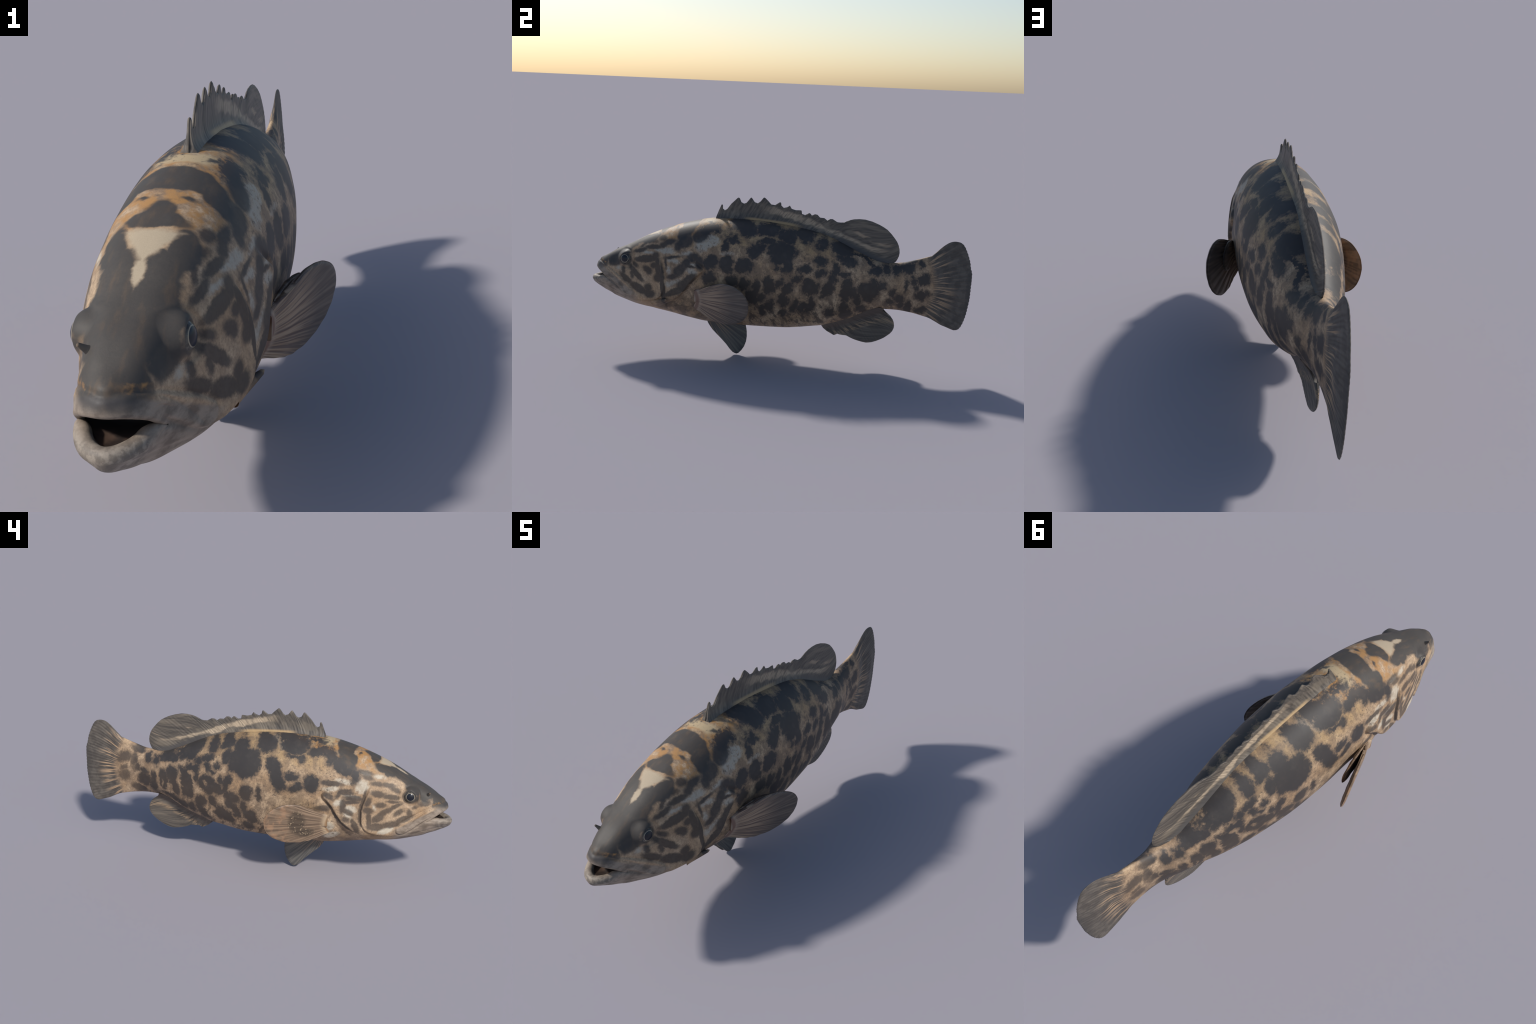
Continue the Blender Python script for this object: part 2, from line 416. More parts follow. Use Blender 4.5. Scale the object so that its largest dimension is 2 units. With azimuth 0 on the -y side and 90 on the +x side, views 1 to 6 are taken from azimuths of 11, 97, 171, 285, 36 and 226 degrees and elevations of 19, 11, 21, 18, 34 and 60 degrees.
pectoral_outline = [(-.425, .378), (-.395, .386), (-.37, .395), (-.34, .406), (-.297, .427), (-.255, .4405), (-.225, .443), (-.195, .440), (-.163, .428), (-.135, .410), (-.116, .386), (-.106, .360),
                    (-.105, .335), (-.110, .305), (-.122, .280), (-.143, .257), (-.17, .241), (-.205, .2285), (-.253, .227), (-.295, .2345), (-.338, .250), (-.375, .266), (-.405, .278), (-.435, .292)]
pectoral_foot = [(-.455, .366), (-.454, .356), (-.453, .346), (-.452, .334), (-.453, .322), (-.454, .311), (-.456, .300)]
fold_outline = [(-.375, .393), (-.33, .408), (-.27, .420), (-.225, .418), (-.19, .404), (-.172, .378), (-.178, .350), (-.205, .328), (-.25, .315), (-.30, .309), (-.36, .306)]
fold_foot = [(-.40, .385), (-.40, .365), (-.40, .345), (-.40, .320)]
pelvic_outline = [(-.352, .195, -.345), (-.345, .178, -.343), (-.335, .155, -.341), (-.318, .128, -.339), (-.295, .102, -.336), (-.268, .073, -.332), (-.245, .046, -.328), (-.228, .022, -.324), (-.215, .007, -.320),
                  (-.205, .002, -.317), (-.197, .000, -.314), (-.187, .004, -.310), (-.172, .022, -.304), (-.159, .045, -.297),
                  (-.150, .075, -.289), (-.147, .105, -.281), (-.148, .135, -.273), (-.153, .160, -.265), (-.162, .180, -.257), (-.176, .195, -.247)]
pelvic_base = lambda y: bottom_line(y) + .022


def mirrored(v, f):
    return v * [-1, 1, 1], f[:, ::-1]


# ------------------------------------------------------------------ where the blotches lie
# every blotch is a soft ellipse on the flank: centre (y, z), half axes, tilt in degrees
RIGHT_BACK = [
    (.044, .592, .080, .067, -7), (-.003, .636, .028, .026, -7), (.102, .619, .028, .021, -8), (.074, .673, .040, .029, -7), (-.057, .692, .048, .033, -6),
    (-.032, .716, .032, .018, -6), (.151, .676, .033, .030, -8), (.172, .652, .018, .011, -8), (.228, .649, .024, .031, 9), (.346, .622, .059, .033, -25),
    (.315, .649, .024, .016, -13), (.412, .592, .040, .012, -23), (.487, .551, .061, .023, -12), (.371, .575, .055, .020, -15), (.144, .613, .019, .034, 17),
    (-.104, .601, .031, .040, -20), (-.138, .538, .034, .062, -18), (-.201, .693, .068, .025, -1), (-.160, .728, .065, .017, -2), (-.232, .716, .035, .023, -4),
    (-.331, .688, .050, .017, 1), (-.300, .725, .035, .006, 3), (-.333, .720, .012, .006, -2), (-.389, .666, .025, .032, -22), (-.442, .633, .025, .037, -38),
    (-.480, .607, .025, .017, 5), (-.517, .587, .018, .030, -4), (-.207, .653, .035, .008, 2), (-.257, .646, .016, .017, 21), (-.310, .531, .035, .035, -6),
    (-.211, .561, .033, .019, 14), (-.225, .505, .039, .020, -11)]
RIGHT_FLANK = [
    (.257, .589, .035, .017, -26), (.302, .563, .022, .017, -10), (.240, .548, .017, .022, -27), (.190, .563, .016, .014, -9), (.214, .528, .010, .008, -10),
    (.241, .457, .047, .049, -11), (.190, .439, .023, .036, -33), (.160, .423, .035, .013, -33), (.362, .445, .029, .069, -11), (.335, .525, .036, .020, -2),
    (.308, .486, .017, .038, -10), (.453, .472, .034, .038, -11), (.503, .431, .030, .050, -11), (.436, .408, .024, .047, -12), (.404, .503, .015, .020, -11),
    (.026, .440, .033, .041, -9), (-.039, .450, .015, .035, -8), (.129, .474, .017, .048, 15), (.162, .482, .015, .024, -10), (.099, .403, .032, .029, -10),
    (.108, .407, .033, .025, -10), (.112, .366, .021, .021, -25), (.360, .393, .030, .040, -20), (.281, .354, .033, .035, -34), (.213, .368, .018, .039, -29),
    (.155, .303, .024, .043, -31), (.120, .290, .022, .041, -23), (.081, .330, .018, .042, -26), (.041, .364, .019, .032, -29), (.004, .317, .031, .042, -30),
    (.269, .288, .020, .043, -39), (.388, .307, .031, .022, 30), (.442, .330, .031, .016, 26), (.174, .294, .023, .033, -13), (.017, .252, .026, .020, 17),
    (.336, .304, .020, .024, -15), (.487, .342, .022, .012, 18)]
RIGHT_TAIL = [
    (.676, .559, .036, .018, 7), (.609, .522, .015, .022, -9), (.562, .518, .019, .022, -10), (.632, .402, .039, .033, -15), (.681, .461, .018, .018, -11),
    (.703, .503, .013, .033, 9), (.676, .338, .040, .020, 12), (.635, .449, .020, .014, -13), (.574, .428, .012, .023, -13), (.570, .379, .020, .033, -15),
    (.750, .507, .033, .019, -8), (.761, .446, .016, .012, -9), (.760, .399, .029, .022, -27), (.797, .490, .024, .014, -8)]
RIGHT_HEAD = [
    (-.631, .561, .030, .011, 3), (-.683, .558, .034, .011, 10), (-.716, .537, .028, .011, 32), (-.640, .514, .036, .015, 6), (-.699, .502, .039, .012, 7),
    (-.723, .498, .021, .008, -1), (-.658, .460, .024, .013, 6), (-.714, .479, .033, .007, 1), (-.725, .454, .038, .010, -30), (-.680, .424, .042, .014, -35),
    (-.649, .393, .033, .017, -30), (-.773, .393, .047, .015, -23), (-.715, .365, .045, .017, -10), (-.643, .349, .043, .020, -3), (-.607, .383, .012, .044, -4),
    (-.600, .432, .028, .016, 6), (-.596, .474, .015, .022, 16), (-.797, .423, .012, .020, -23), (-.746, .426, .026, .013, -34), (-.640, .389, .018, .013, -3),
    (-.566, .609, .040, .011, 7), (-.579, .590, .028, .013, 11), (-.486, .630, .044, .022, 28), (-.523, .572, .021, .016, -4), (-.484, .508, .037, .011, -1),
    (-.523, .486, .049, .013, 3), (-.516, .466, .043, .010, -5), (-.498, .415, .034, .013, 20), (-.474, .442, .013, .037, 4), (-.571, .478, .009, .051, 11),
    (-.563, .393, .009, .047, -6), (-.483, .520, .028, .007, -5), (-.821, .455, .012, .009, -22), (-.864, .472, .030, .013, -11), (-.407, .548, .053, .013, 2),
    (-.453, .500, .028, .010, -56), (-.373, .417, .040, .015, -4), (-.494, .373, .019, .013, 25), (-.541, .344, .015, .043, -24), (-.405, .439, .009, .038, -39),  # narrow tilted ellipses here and on the next line: dark line along the gill cover edge
    (-.446, .380, .009, .043, -43), (-.490, .336, .010, .040, -54), (-.400, .484, .028, .015, 19)]
RIGHT_LIGHT = [
    (.256, .462, .011, .014, -11), (.337, .498, .023, .014, -2), (.464, .399, .016, .018, -12), (.507, .412, .008, .019, -12), (.403, .492, .025, .008, 75)]
RIGHT_PALE = [
    (-.410, .521, .044, .015, -8), (-.468, .562, .047, .014, 7), (-.560, .542, .037, .035, -4), (-.510, .495, .040, .008, 5), (-.141, .693, .026, .016, 29),
    (-.091, .718, .024, .017, 22), (-.357, .727, .029, .009, 12), (-.267, .732, .019, .012, -3), (-.457, .455, .030, .019, -17), (-.512, .432, .034, .020, 15),
    (-.502, .394, .028, .014, 25), (-.395, .319, .047, .028, -16), (-.419, .264, .053, .020, -23), (-.635, .595, .033, .012, 4), (-.567, .604, .028, .008, 11),
    (-.694, .331, .045, .018, -22), (-.862, .487, .018, .022, 0), (-.629, .450, .011, .023, -25)]
LEFT_HEAD = [
    (-.708, .559, .040, .009, 19), (-.637, .581, .046, .010, 9), (-.582, .600, .026, .012, 33), (-.672, .519, .068, .017, 8), (-.620, .539, .018, .019, 6),
    (-.661, .467, .026, .015, -21), (-.653, .457, .015, .016, 7), (-.626, .491, .018, .014, 6), (-.734, .484, .015, .010, -19), (-.726, .442, .059, .014, -40),
    (-.786, .407, .041, .016, -30), (-.709, .364, .052, .021, -21), (-.646, .345, .032, .021, -2), (-.655, .375, .020, .019, 7), (-.595, .432, .026, .022, 6),
    (-.603, .483, .013, .052, 6), (-.574, .387, .011, .113, 6), (-.487, .478, .037, .026, 43), (-.455, .513, .033, .020, 53), (-.417, .551, .029, .022, 4),
    (-.523, .445, .029, .012, 14), (-.529, .540, .041, .006, 12), (-.561, .513, .005, .026, 5), (-.382, .525, .020, .032, 4), (-.431, .436, .041, .020, 38),
    (-.467, .407, .027, .023, 5), (-.507, .367, .065, .017, 24), (-.466, .622, .042, .026, 28), (-.507, .597, .017, .020, 5), (-.553, .617, .031, .012, 10),
    (-.389, .658, .041, .029, 27), (-.592, .628, .022, .011, 6), (-.856, .480, .033, .018, 16), (-.639, .608, .015, .007, 7), (-.695, .586, .020, .006, 38),
    (-.803, .448, .012, .023, 8), (-.748, .432, .011, .020, 8), (-.427, .502, .030, .005, -3)]
LEFT_BACK = [
    (-.163, .708, .060, .033, -12), (-.205, .735, .044, .010, -3), (-.044, .702, .059, .030, -6), (.054, .674, .048, .026, -7), (.144, .691, .036, .035, -8),
    (.159, .711, .043, .015, -17), (-.219, .650, .031, .015, -14), (-.255, .621, .017, .028, 4), (-.099, .606, .043, .032, 37), (.036, .610, .074, .039, -5),
    (.033, .571, .051, .025, 2), (.071, .538, .022, .029, 2), (.007, .541, .016, .019, 3), (-.324, .531, .036, .034, 4), (-.240, .528, .038, .042, 5),
    (-.154, .528, .042, .037, 4), (-.042, .648, .039, .011, -2), (-.336, .690, .042, .014, 13), (-.368, .681, .030, .021, 4), (.231, .649, .029, .025, 1),
    (.134, .681, .046, .023, -16), (.335, .629, .062, .027, -23), (.362, .575, .049, .018, -19), (.441, .586, .091, .007, -27), (.052, .597, .048, .033, -17)]  # the long thin ellipse is a dark line along the foot of the rear dorsal fin
LEFT_FLANK = [
    (.351, .509, .027, .012, 1), (.236, .509, .022, .021, 22), (.189, .436, .041, .039, 2), (.308, .527, .019, .029, 11), (.279, .432, .026, .033, -19),
    (.368, .448, .026, .047, 1), (.448, .436, .029, .034, 1), (.497, .424, .024, .038, 1), (.062, .548, .029, .044, -22), (.156, .523, .032, .019, 12),
    (.232, .569, .029, .019, 2), (.298, .485, .019, .030, 2), (.398, .415, .022, .031, 1), (.117, .473, .022, .020, -18), (-.020, .437, .032, .042, 4),
    (-.153, .434, .029, .030, 4), (-.209, .446, .026, .029, 5), (-.091, .422, .016, .031, 4), (.031, .450, .016, .023, -18), (.077, .429, .019, .041, -18),
    (-.109, .369, .029, .039, 4), (-.057, .369, .023, .021, 4), (.051, .362, .023, .032, -24), (.106, .333, .019, .033, -14), (-.014, .326, .019, .030, -18),  # first ellipse: shade of the inner pectoral lobe, painted on the flank
    (.148, .321, .023, .022, 2), (.052, .298, .020, .027, 3), (-.053, .301, .016, .035, -19), (-.329, .454, .036, .030, -16), (.266, .419, .023, .037, -14),
    (.368, .418, .029, .051, -9), (.481, .418, .035, .053, 1), (.360, .327, .019, .048, 1), (.368, .292, .032, .029, -2), (.448, .322, .023, .020, -4),
    (.284, .307, .023, .023, -22), (.193, .337, .020, .040, -20), (.540, .452, .026, .020, 0), (.422, .375, .019, .029, 1)]
LEFT_TAIL = [
    (.617, .527, .027, .024, 25), (.675, .538, .032, .025, 3), (.741, .558, .013, .015, 4), (.708, .479, .015, .020, 3), (.605, .418, .014, .019, -1),
    (.633, .385, .024, .026, 0), (.687, .335, .020, .032, 3), (.720, .439, .011, .012, 3), (.759, .491, .031, .025, 3), (.756, .406, .034, .024, 3),
    (.753, .324, .029, .022, 4), (.589, .364, .012, .015, 0), (.507, .428, .024, .045, 1), (.640, .344, .020, .020, 2), (.675, .444, .008, .027, 1),
    (.685, .578, .029, .009, 9), (.562, .529, .020, .024, -8), (.513, .526, .026, .024, 0)]
LEFT_LIGHT = [
    (-.204, .531, .011, .014, 5), (-.006, .537, .013, .014, 3), (.032, .542, .019, .009, 3)]
LEFT_PALE = [
    (-.564, .570, .045, .020, -2), (-.459, .564, .037, .015, 9), (-.520, .523, .037, .014, -6), (-.541, .473, .019, .030, -4), (-.521, .412, .045, .018, 24),
    (-.425, .515, .032, .012, -7), (-.423, .480, .030, .018, -20), (-.376, .611, .043, .035, 23), (-.834, .454, .019, .023, -40), (-.811, .447, .011, .025, -14),
    (-.661, .551, .036, .012, 2), (-.613, .571, .021, .009, 6), (-.350, .635, .066, .037, 13), (-.241, .582, .036, .013, 4), (-.092, .714, .021, .013, 20),
    (-.126, .688, .023, .017, -23), (-.332, .734, .037, .006, 4)]



# ------------------------------------------------------------------ material building blocks
class Tree:
    def __init__(self, name, rough=.5):
        self.mat = bpy.data.materials.new(name)
        self.mat.use_nodes = True
        self.t = self.mat.node_tree
        self.bsdf = self.t.nodes["Principled BSDF"]
        self.bsdf.inputs["Roughness"].default_value = rough
        self.co = self.new("ShaderNodeTexCoord").outputs["Object"]

    def new(self, kind, **props):
        n = self.t.nodes.new(kind)
        for k, v in props.items():
            setattr(n, k, v)
        return n

    def put(self, socket, value):
        if isinstance(value, bpy.types.NodeSocket):
            self.t.links.new(value, socket)
        elif isinstance(value, tuple) and len(value) == 3 and socket.type == "RGBA":
            socket.default_value = (*value, 1)
        else:
            socket.default_value = value

    def math(self, op, a, b=None, c=None, clamp=False):
        n = self.new("ShaderNodeMath", operation=op, use_clamp=clamp)
        for i, v in enumerate((a, b, c)):
            if v is not None:
                self.put(n.inputs[i], v)
        return n.outputs[0]

    def vec(self, op, a, b=None, scale=None):
        n = self.new("ShaderNodeVectorMath", operation=op)
        self.put(n.inputs[0], a)
        if b is not None:
            self.put(n.inputs[1], b)
        if scale is not None:
            self.put(n.inputs["Scale"], scale)
        return n.outputs["Value" if op in ("LENGTH", "DOT_PRODUCT") else "Vector"]

    def xyz(self, v):
        n = self.new("ShaderNodeSeparateXYZ"); self.put(n.inputs[0], v)
        return n.outputs[0], n.outputs[1], n.outputs[2]

    def join(self, x, y, z):
        n = self.new("ShaderNodeCombineXYZ")
        for i, v in enumerate((x, y, z)):
            self.put(n.inputs[i], v)
        return n.outputs[0]

    def ramp(self, v, lo, hi, a=0.0, b=1.0):
        n = self.new("ShaderNodeMapRange", interpolation_type="SMOOTHSTEP")
        self.put(n.inputs["Value"], v)
        n.inputs["From Min"].default_value = lo; n.inputs["From Max"].default_value = hi
        n.inputs["To Min"].default_value = a; n.inputs["To Max"].default_value = b
        return n.outputs["Result"]

    def noise(self, v, scale, detail=3.0, rough=.55, color=False, distortion=0.0):
        n = self.new("ShaderNodeTexNoise")
        self.put(n.inputs["Vector"], v)
        n.inputs["Scale"].default_value = scale; n.inputs["Detail"].default_value = detail
        n.inputs["Roughness"].default_value = rough; n.inputs["Distortion"].default_value = distortion
        return n.outputs["Color" if color else "Fac"]

    def mix(self, f, a, b, blend="MIX"):
        n = self.new("ShaderNodeMix", data_type="RGBA", blend_type=blend, clamp_factor=True)
        self.put(n.inputs["Factor"], f)
        self.put(n.inputs[6], a); self.put(n.inputs[7], b)
        return n.outputs[2]

    def fade(self, f, a, b):
        n = self.new("ShaderNodeMix", data_type="FLOAT", clamp_factor=True)
        self.put(n.inputs["Factor"], f); self.put(n.inputs[2], a); self.put(n.inputs[3], b)
        return n.outputs[0]

    def polynomial(self, x, coef):
        r = float(coef[0])
        for c in coef[1:]:
            r = self.math("MULTIPLY_ADD", x, r, float(c)) if isinstance(r, bpy.types.NodeSocket) else self.math("MULTIPLY_ADD", x, r, float(c))
        return r

    def spots(self, v, ellipses, blend=.008):
        """distance to a set of soft ellipses lying in the (y, z) plane, metres, negative inside"""
        total = None
        for y, z, a, b, tilt in ellipses:
            m = self.new("ShaderNodeMapping", vector_type="TEXTURE")
            self.put(m.inputs["Vector"], v)
            if total is None:
                m.inputs["Location"].default_value = (0, y, z)
            else:                                   # x is flattened out below; the link only sets the order of evaluation
                self.put(m.inputs["Location"], self.join(total, y, z))
            m.inputs["Rotation"].default_value = (math.radians(tilt), 0, 0)
            m.inputs["Scale"].default_value = (1e5, a, b)
            r = math.sqrt(a * b)
            d = self.math("MULTIPLY_ADD", self.vec("LENGTH", m.outputs[0]), r, -r)
            if total is None:
                total = d
            else:
                n = self.new("ShaderNodeMath", operation="SMOOTH_MIN")
                self.put(n.inputs[0], total); self.put(n.inputs[1], d); n.inputs[2].default_value = blend
                total = n.outputs[0]
        return total

    def warped(self, big, small):
        a = self.vec("SCALE", self.vec("SUBTRACT", self.noise(self.co, 14, 2, color=True), (.5, .5, .5)), scale=big)
        b = self.vec("SCALE", self.vec("SUBTRACT", self.noise(self.co, 70, 3, .6, color=True), (.5, .5, .5)), scale=small)
        return self.vec("ADD", self.co, self.vec("ADD", a, b))

    def fan(self, y0, z0, freq, along=5.0, detail=3.0):
        """streaks that run out from a focus in the side view; also the angle and the distance"""
        x, y, z = self.xyz(self.co)
        dy, dz = self.math("SUBTRACT", y, y0), self.math("SUBTRACT", z, z0)
        ang = self.math("ARCTAN2", dz, dy)
        r = self.vec("LENGTH", self.join(0.0, dy, dz))
        s = self.noise(self.join(self.math("MULTIPLY", ang, freq), self.math("MULTIPLY", r, along), self.math("MULTIPLY", self.math("SIGN", x), 3.0)), 1.0, detail, .6)
        return s, ang, r

    def finish(self, color, bump_height=None, strength=.2, dist=.002, rough=None):
        self.put(self.bsdf.inputs["Base Color"], color)
        if rough is not None:
            self.put(self.bsdf.inputs["Roughness"], rough)
        if bump_height is not None:
            b = self.new("ShaderNodeBump")
            b.inputs["Strength"].default_value = strength; b.inputs["Distance"].default_value = dist
            self.put(b.inputs["Height"], bump_height)
            self.put(self.bsdf.inputs["Normal"], b.outputs[0])
        return self.mat


DARK = (.040, .040, .043)
DARK_BROWN = (.060, .049, .043)
TAN = (.43, .285, .165)
SAND = (.56, .41, .27)
RUST = (.42, .23, .09)
PALE = (.58, .52, .42)
UMBER = (.20, .14, .095)
GREY = (.12, .115, .105)


def fish_skin():
    k = Tree("mottled_fish_skin", .55)
    k.bsdf.inputs["Specular IOR Level"].default_value = .34
    x, y, z = k.xyz(k.co)
    w = k.vec("MULTIPLY", k.warped(.052, .030), (0, 1, 1))
    w_fine = k.vec("MULTIPLY", k.warped(.016, .012), (0, 1, 1))
    left = k.ramp(x, -.004, .004)
    rag = k.math("MULTIPLY_ADD", k.noise(k.co, 190, 3, .65), .012, -.006)
    broad = k.noise(k.co, 9, 3)
    fine = k.noise(k.co, 130, 4, .7)
    grain = k.noise(k.co, 420, 2, .6)

    def both(l, r, v, blend=.008):
        return k.fade(left, k.spots(v, r, blend), k.spots(v, l, blend))

    # ground colour: sand to tan, rustier on the nape
    base = k.mix(k.ramp(broad, .35, .65), TAN, SAND)
    base = k.mix(k.math("MULTIPLY", k.ramp(fine, .42, .66), .60), base, (.25, .17, .11))
    base = k.mix(k.math("MULTIPLY", k.ramp(z, .56, .66), k.math("MULTIPLY", k.ramp(y, -.50, -.30), .45)), base, (.46, .31, .13))
    mid = k.noise(k.co, 48, 5, .68)
    base = k.mix(k.math("MULTIPLY", k.ramp(mid, .47, .64), k.ramp(y, -.64, -.50, .25, .62)), base, (.21, .15, .105))
    # umber mottling that ties the blotches into a net
    web = k.noise(k.join(k.math("MULTIPLY", x, 14.0), k.math("MULTIPLY", k.math("ADD", y, k.math("MULTIPLY", z, .25)), 22.0), k.math("MULTIPLY", z, 17.0)), 1.0, 5, .62, distortion=.5)
    web = k.math("MULTIPLY", k.ramp(web, .45, .60), k.fade(left, .58, .72))
    base = k.mix(k.math("MULTIPLY", web, k.ramp(y, -.66, -.50, .35, 1.0)), base, UMBER)
    # grey-white patches of the cheek, gill cover and shoulder
    pale_d = both(LEFT_PALE, RIGHT_PALE, w_fine)
    pale = k.ramp(k.math("ADD", pale_d, k.math("MULTIPLY_ADD", web, .014, rag)), .008, -.012)
    shabby = k.math("SUBTRACT", .90, k.math("MULTIPLY", k.ramp(mid, .46, .66), k.ramp(y, -.62, -.48, .15, .6)))
    base = k.mix(k.math("MULTIPLY", pale, shabby), base, k.mix(left, PALE, (.45, .415, .35)))

    # dark blotches
    body_d = both(LEFT_BACK + LEFT_FLANK + LEFT_TAIL, RIGHT_BACK + RIGHT_FLANK + RIGHT_TAIL, w)
    ragged = k.math("MULTIPLY", k.math("SUBTRACT", mid, .5), k.fade(left, .034, .052))
    body_d = k.math("SUBTRACT", k.math("ADD", body_d, ragged), k.fade(left, .0060, .0055))
    base = k.mix(k.ramp(body_d, .018, -.002, 0, .55), base, UMBER)
    body_dark = k.ramp(k.math("ADD", body_d, rag), (.0095), -.0105)
    body_dark = k.math("MULTIPLY", body_dark, k.math("MAXIMUM", k.ramp(y, .64, .72, 1.0, .68), left))
    light_d = both(LEFT_LIGHT, RIGHT_LIGHT, w)
    body_dark = k.math("MULTIPLY", body_dark, k.math("SUBTRACT", 1.0, k.math("MULTIPLY", k.ramp(light_d, .004, -.006), .8)))
    head_d = both(LEFT_HEAD, RIGHT_HEAD, w_fine, .005)
    head_d = k.math("SUBTRACT", head_d, k.fade(left, .0020, .0030))
    head_dark = k.ramp(k.math("ADD", head_d, k.math("MULTIPLY", rag, .7)), .009, -.009)
    # small leaning mottles low on the flanks, freckles on the shoulder
    lean = k.join(k.math("MULTIPLY", x, 8.0), k.math("MULTIPLY", k.math("ADD", y, k.math("MULTIPLY", z, .35)), 42.0), k.math("MULTIPLY", z, 22.0))
    mott = k.ramp(k.noise(lean, 1.0, 3, .6), .50, .60)
    low = k.math("MULTIPLY", k.ramp(z, .44, .30), k.math("MULTIPLY", k.ramp(y, -.22, -.10), k.ramp(y, .74, .60)))
    throat = k.math("MULTIPLY", k.math("MULTIPLY", k.ramp(z, .37, .29), k.math("MULTIPLY", k.ramp(y, -.70, -.58), k.ramp(y, -.16, -.26))), k.fade(left, .55, .85))
    base = k.mix(k.math("MULTIPLY", k.ramp(k.noise(k.join(k.math("MULTIPLY", x, 10.0), k.math("MULTIPLY", y, 13.0), k.math("MULTIPLY", z, 24.0)), 1.0, 3, .55), .40, .56), throat), base, (.13, .093, .066))
    mottle = k.math("MULTIPLY", k.math("MULTIPLY", mott, low), .75)
    freck = k.math("MULTIPLY", k.ramp(k.noise(k.co, 62, 4, .7), .56, .68), k.math("MULTIPLY", k.math("MULTIPLY", k.ramp(y, -.58, -.46), k.ramp(y, .60, .35)), .70))
    dark = k.math("MAXIMUM", k.math("MAXIMUM", body_dark, k.math("MULTIPLY", head_dark, k.fade(left, .86, .94))), k.math("MAXIMUM", mottle, freck))

    # saddles seen from above: plan coordinates (distance from the midline, y)
    ax = k.math("ABSOLUTE", x)
    plan = k.join(0.0, ax, y)
    wob = k.vec("SCALE", k.vec("SUBTRACT", k.noise(k.co, 22, 4, color=True), (.5, .5, .5)), scale=.035)
    plan = k.vec("MULTIPLY", k.vec("ADD", plan, wob), (0, 1, 1))
    crown = k.spots(plan, [(0, -.80, .088, .13, 0), (0, -.93, .085, .05, 0), (.070, -.665, .028, .06, -8), (0, -.72, .085, .05, 0), (0, -.60, .072, .026, 0), (0, -.572, .035, .030, 0),
                           (0, -.455, .118, .050, 0), (.10, -.49, .035, .030, 20), (.050, -.527, .020, .007, 10), (.062, -.350, .022, .008, 40), (.088, -.80, .022, .040, 0)], .008)
    high = k.ramp(k.math("SUBTRACT", z, k.math("MULTIPLY_ADD", y, .28, .455 + .252)), -.02, .02)
    crown_dark = k.math("MULTIPLY", k.ramp(crown, .006, -.008), high)
    # pale wedge on the forehead and its drip
    wedge = k.math("MAXIMUM", k.math("SUBTRACT", ax, k.math("MULTIPLY_ADD", y, .64, .64 * .718)), k.math("ADD", y, .628))
    wedge = k.math("MINIMUM", wedge, k.spots(k.vec("MULTIPLY", plan, (0, 1, 1)), [(0, -.735, .010, .034, 0)], .004))
    wedge = k.math("MULTIPLY", k.ramp(k.math("ADD", wedge, k.math("MULTIPLY_ADD", k.noise(k.co, 34, 4), .024, -.012)), .009, -.009), high)
    crown_dark = k.math("MULTIPLY", crown_dark, k.math("SUBTRACT", 1.0, wedge))
    nape = k.math("MULTIPLY", k.ramp(k.math("SUBTRACT", z, k.math("MULTIPLY_ADD", y, .28, .77)), -.015, .03), k.math("MULTIPLY", k.ramp(y, -.64, -.60), k.ramp(y, -.05, -.30)))
    base = k.mix(k.math("MULTIPLY", nape, k.ramp(k.noise(k.co, 30, 4), .40, .62)), base, RUST)
    base = k.mix(k.math("MULTIPLY", k.ramp(k.spots(plan, [(0, -.368, .055, .022, 0), (.045, -.355, .03, .02, 30)], .01), .012, -.012), high), base, (.50, .385, .235))
    base = k.mix(wedge, base, (.50, .405, .285))

    dark_col = k.mix(k.math("MAXIMUM", k.ramp(z, .54, .40), k.ramp(y, -.52, -.60)), DARK, DARK_BROWN)
    dark_col = k.mix(k.math("MULTIPLY", k.ramp(k.noise(k.co, 26, 3), .5, .75), .35), dark_col, (.085, .078, .072))
    col = k.mix(k.math("MULTIPLY", dark, .94), base, dark_col)
    crown_col = k.mix(k.ramp(k.noise(k.join(k.math("MULTIPLY", x, 40.0), k.math("MULTIPLY", y, 14.0), 0.0), 1.0, 4), .5, .75), (.055, .053, .051), (.095, .073, .056))
    col = k.mix(k.math("MULTIPLY", crown_dark, .95), col, crown_col)

    # jaws and lips: grey-beige with smoky streaks; rusty fleck on the snout
    line = k.math("SUBTRACT", z, k.math("MULTIPLY_ADD", y, -.585, .466 - .585 * .955))
    jaw = k.math("MULTIPLY", k.ramp(line, .007, -.005), k.ramp(y, -.70, -.76))
    jaw_n = k.noise(k.join(k.math("MULTIPLY", x, 30.0), k.math("MULTIPLY", y, 14.0), k.math("MULTIPLY", z, 34.0)), 1.0, 4, .6)
    jaw_col = k.mix(k.ramp(jaw_n, .40, .66), (.34, .28, .225), (.16, .130, .105))
    lip_top = k.math("MULTIPLY", k.ramp(z, .435, .462), k.ramp(y, -.90, -.95))
    jaw_col = k.mix(lip_top, jaw_col, (.070, .064, .063))
    lower_lip = k.math("MULTIPLY", k.ramp(y, -.90, -.955), k.ramp(z, .400, .385))
    jaw_col = k.mix(k.math("MULTIPLY", lower_lip, .7), jaw_col, k.mix(k.ramp(k.noise(k.co, 60, 4), .42, .60), (.125, .117, .106), (.33, .295, .25)))
    col = k.mix(k.math("MULTIPLY", jaw, .9), col, jaw_col)
    fleck = k.spots(w_fine, [(-.938, .474, .016, .009, -20), (-.915, .470, .012, .006, -20)], .006)
    col = k.mix(k.math("MULTIPLY", k.ramp(fleck, .006, -.004), k.math("MULTIPLY", k.ramp(ax, .020, .048, .12, .80), k.math("MULTIPLY", k.ramp(k.noise(k.co, 40, 3), .40, .62), k.ramp(ax, .080, .060)))), col, (.46, .25, .09))
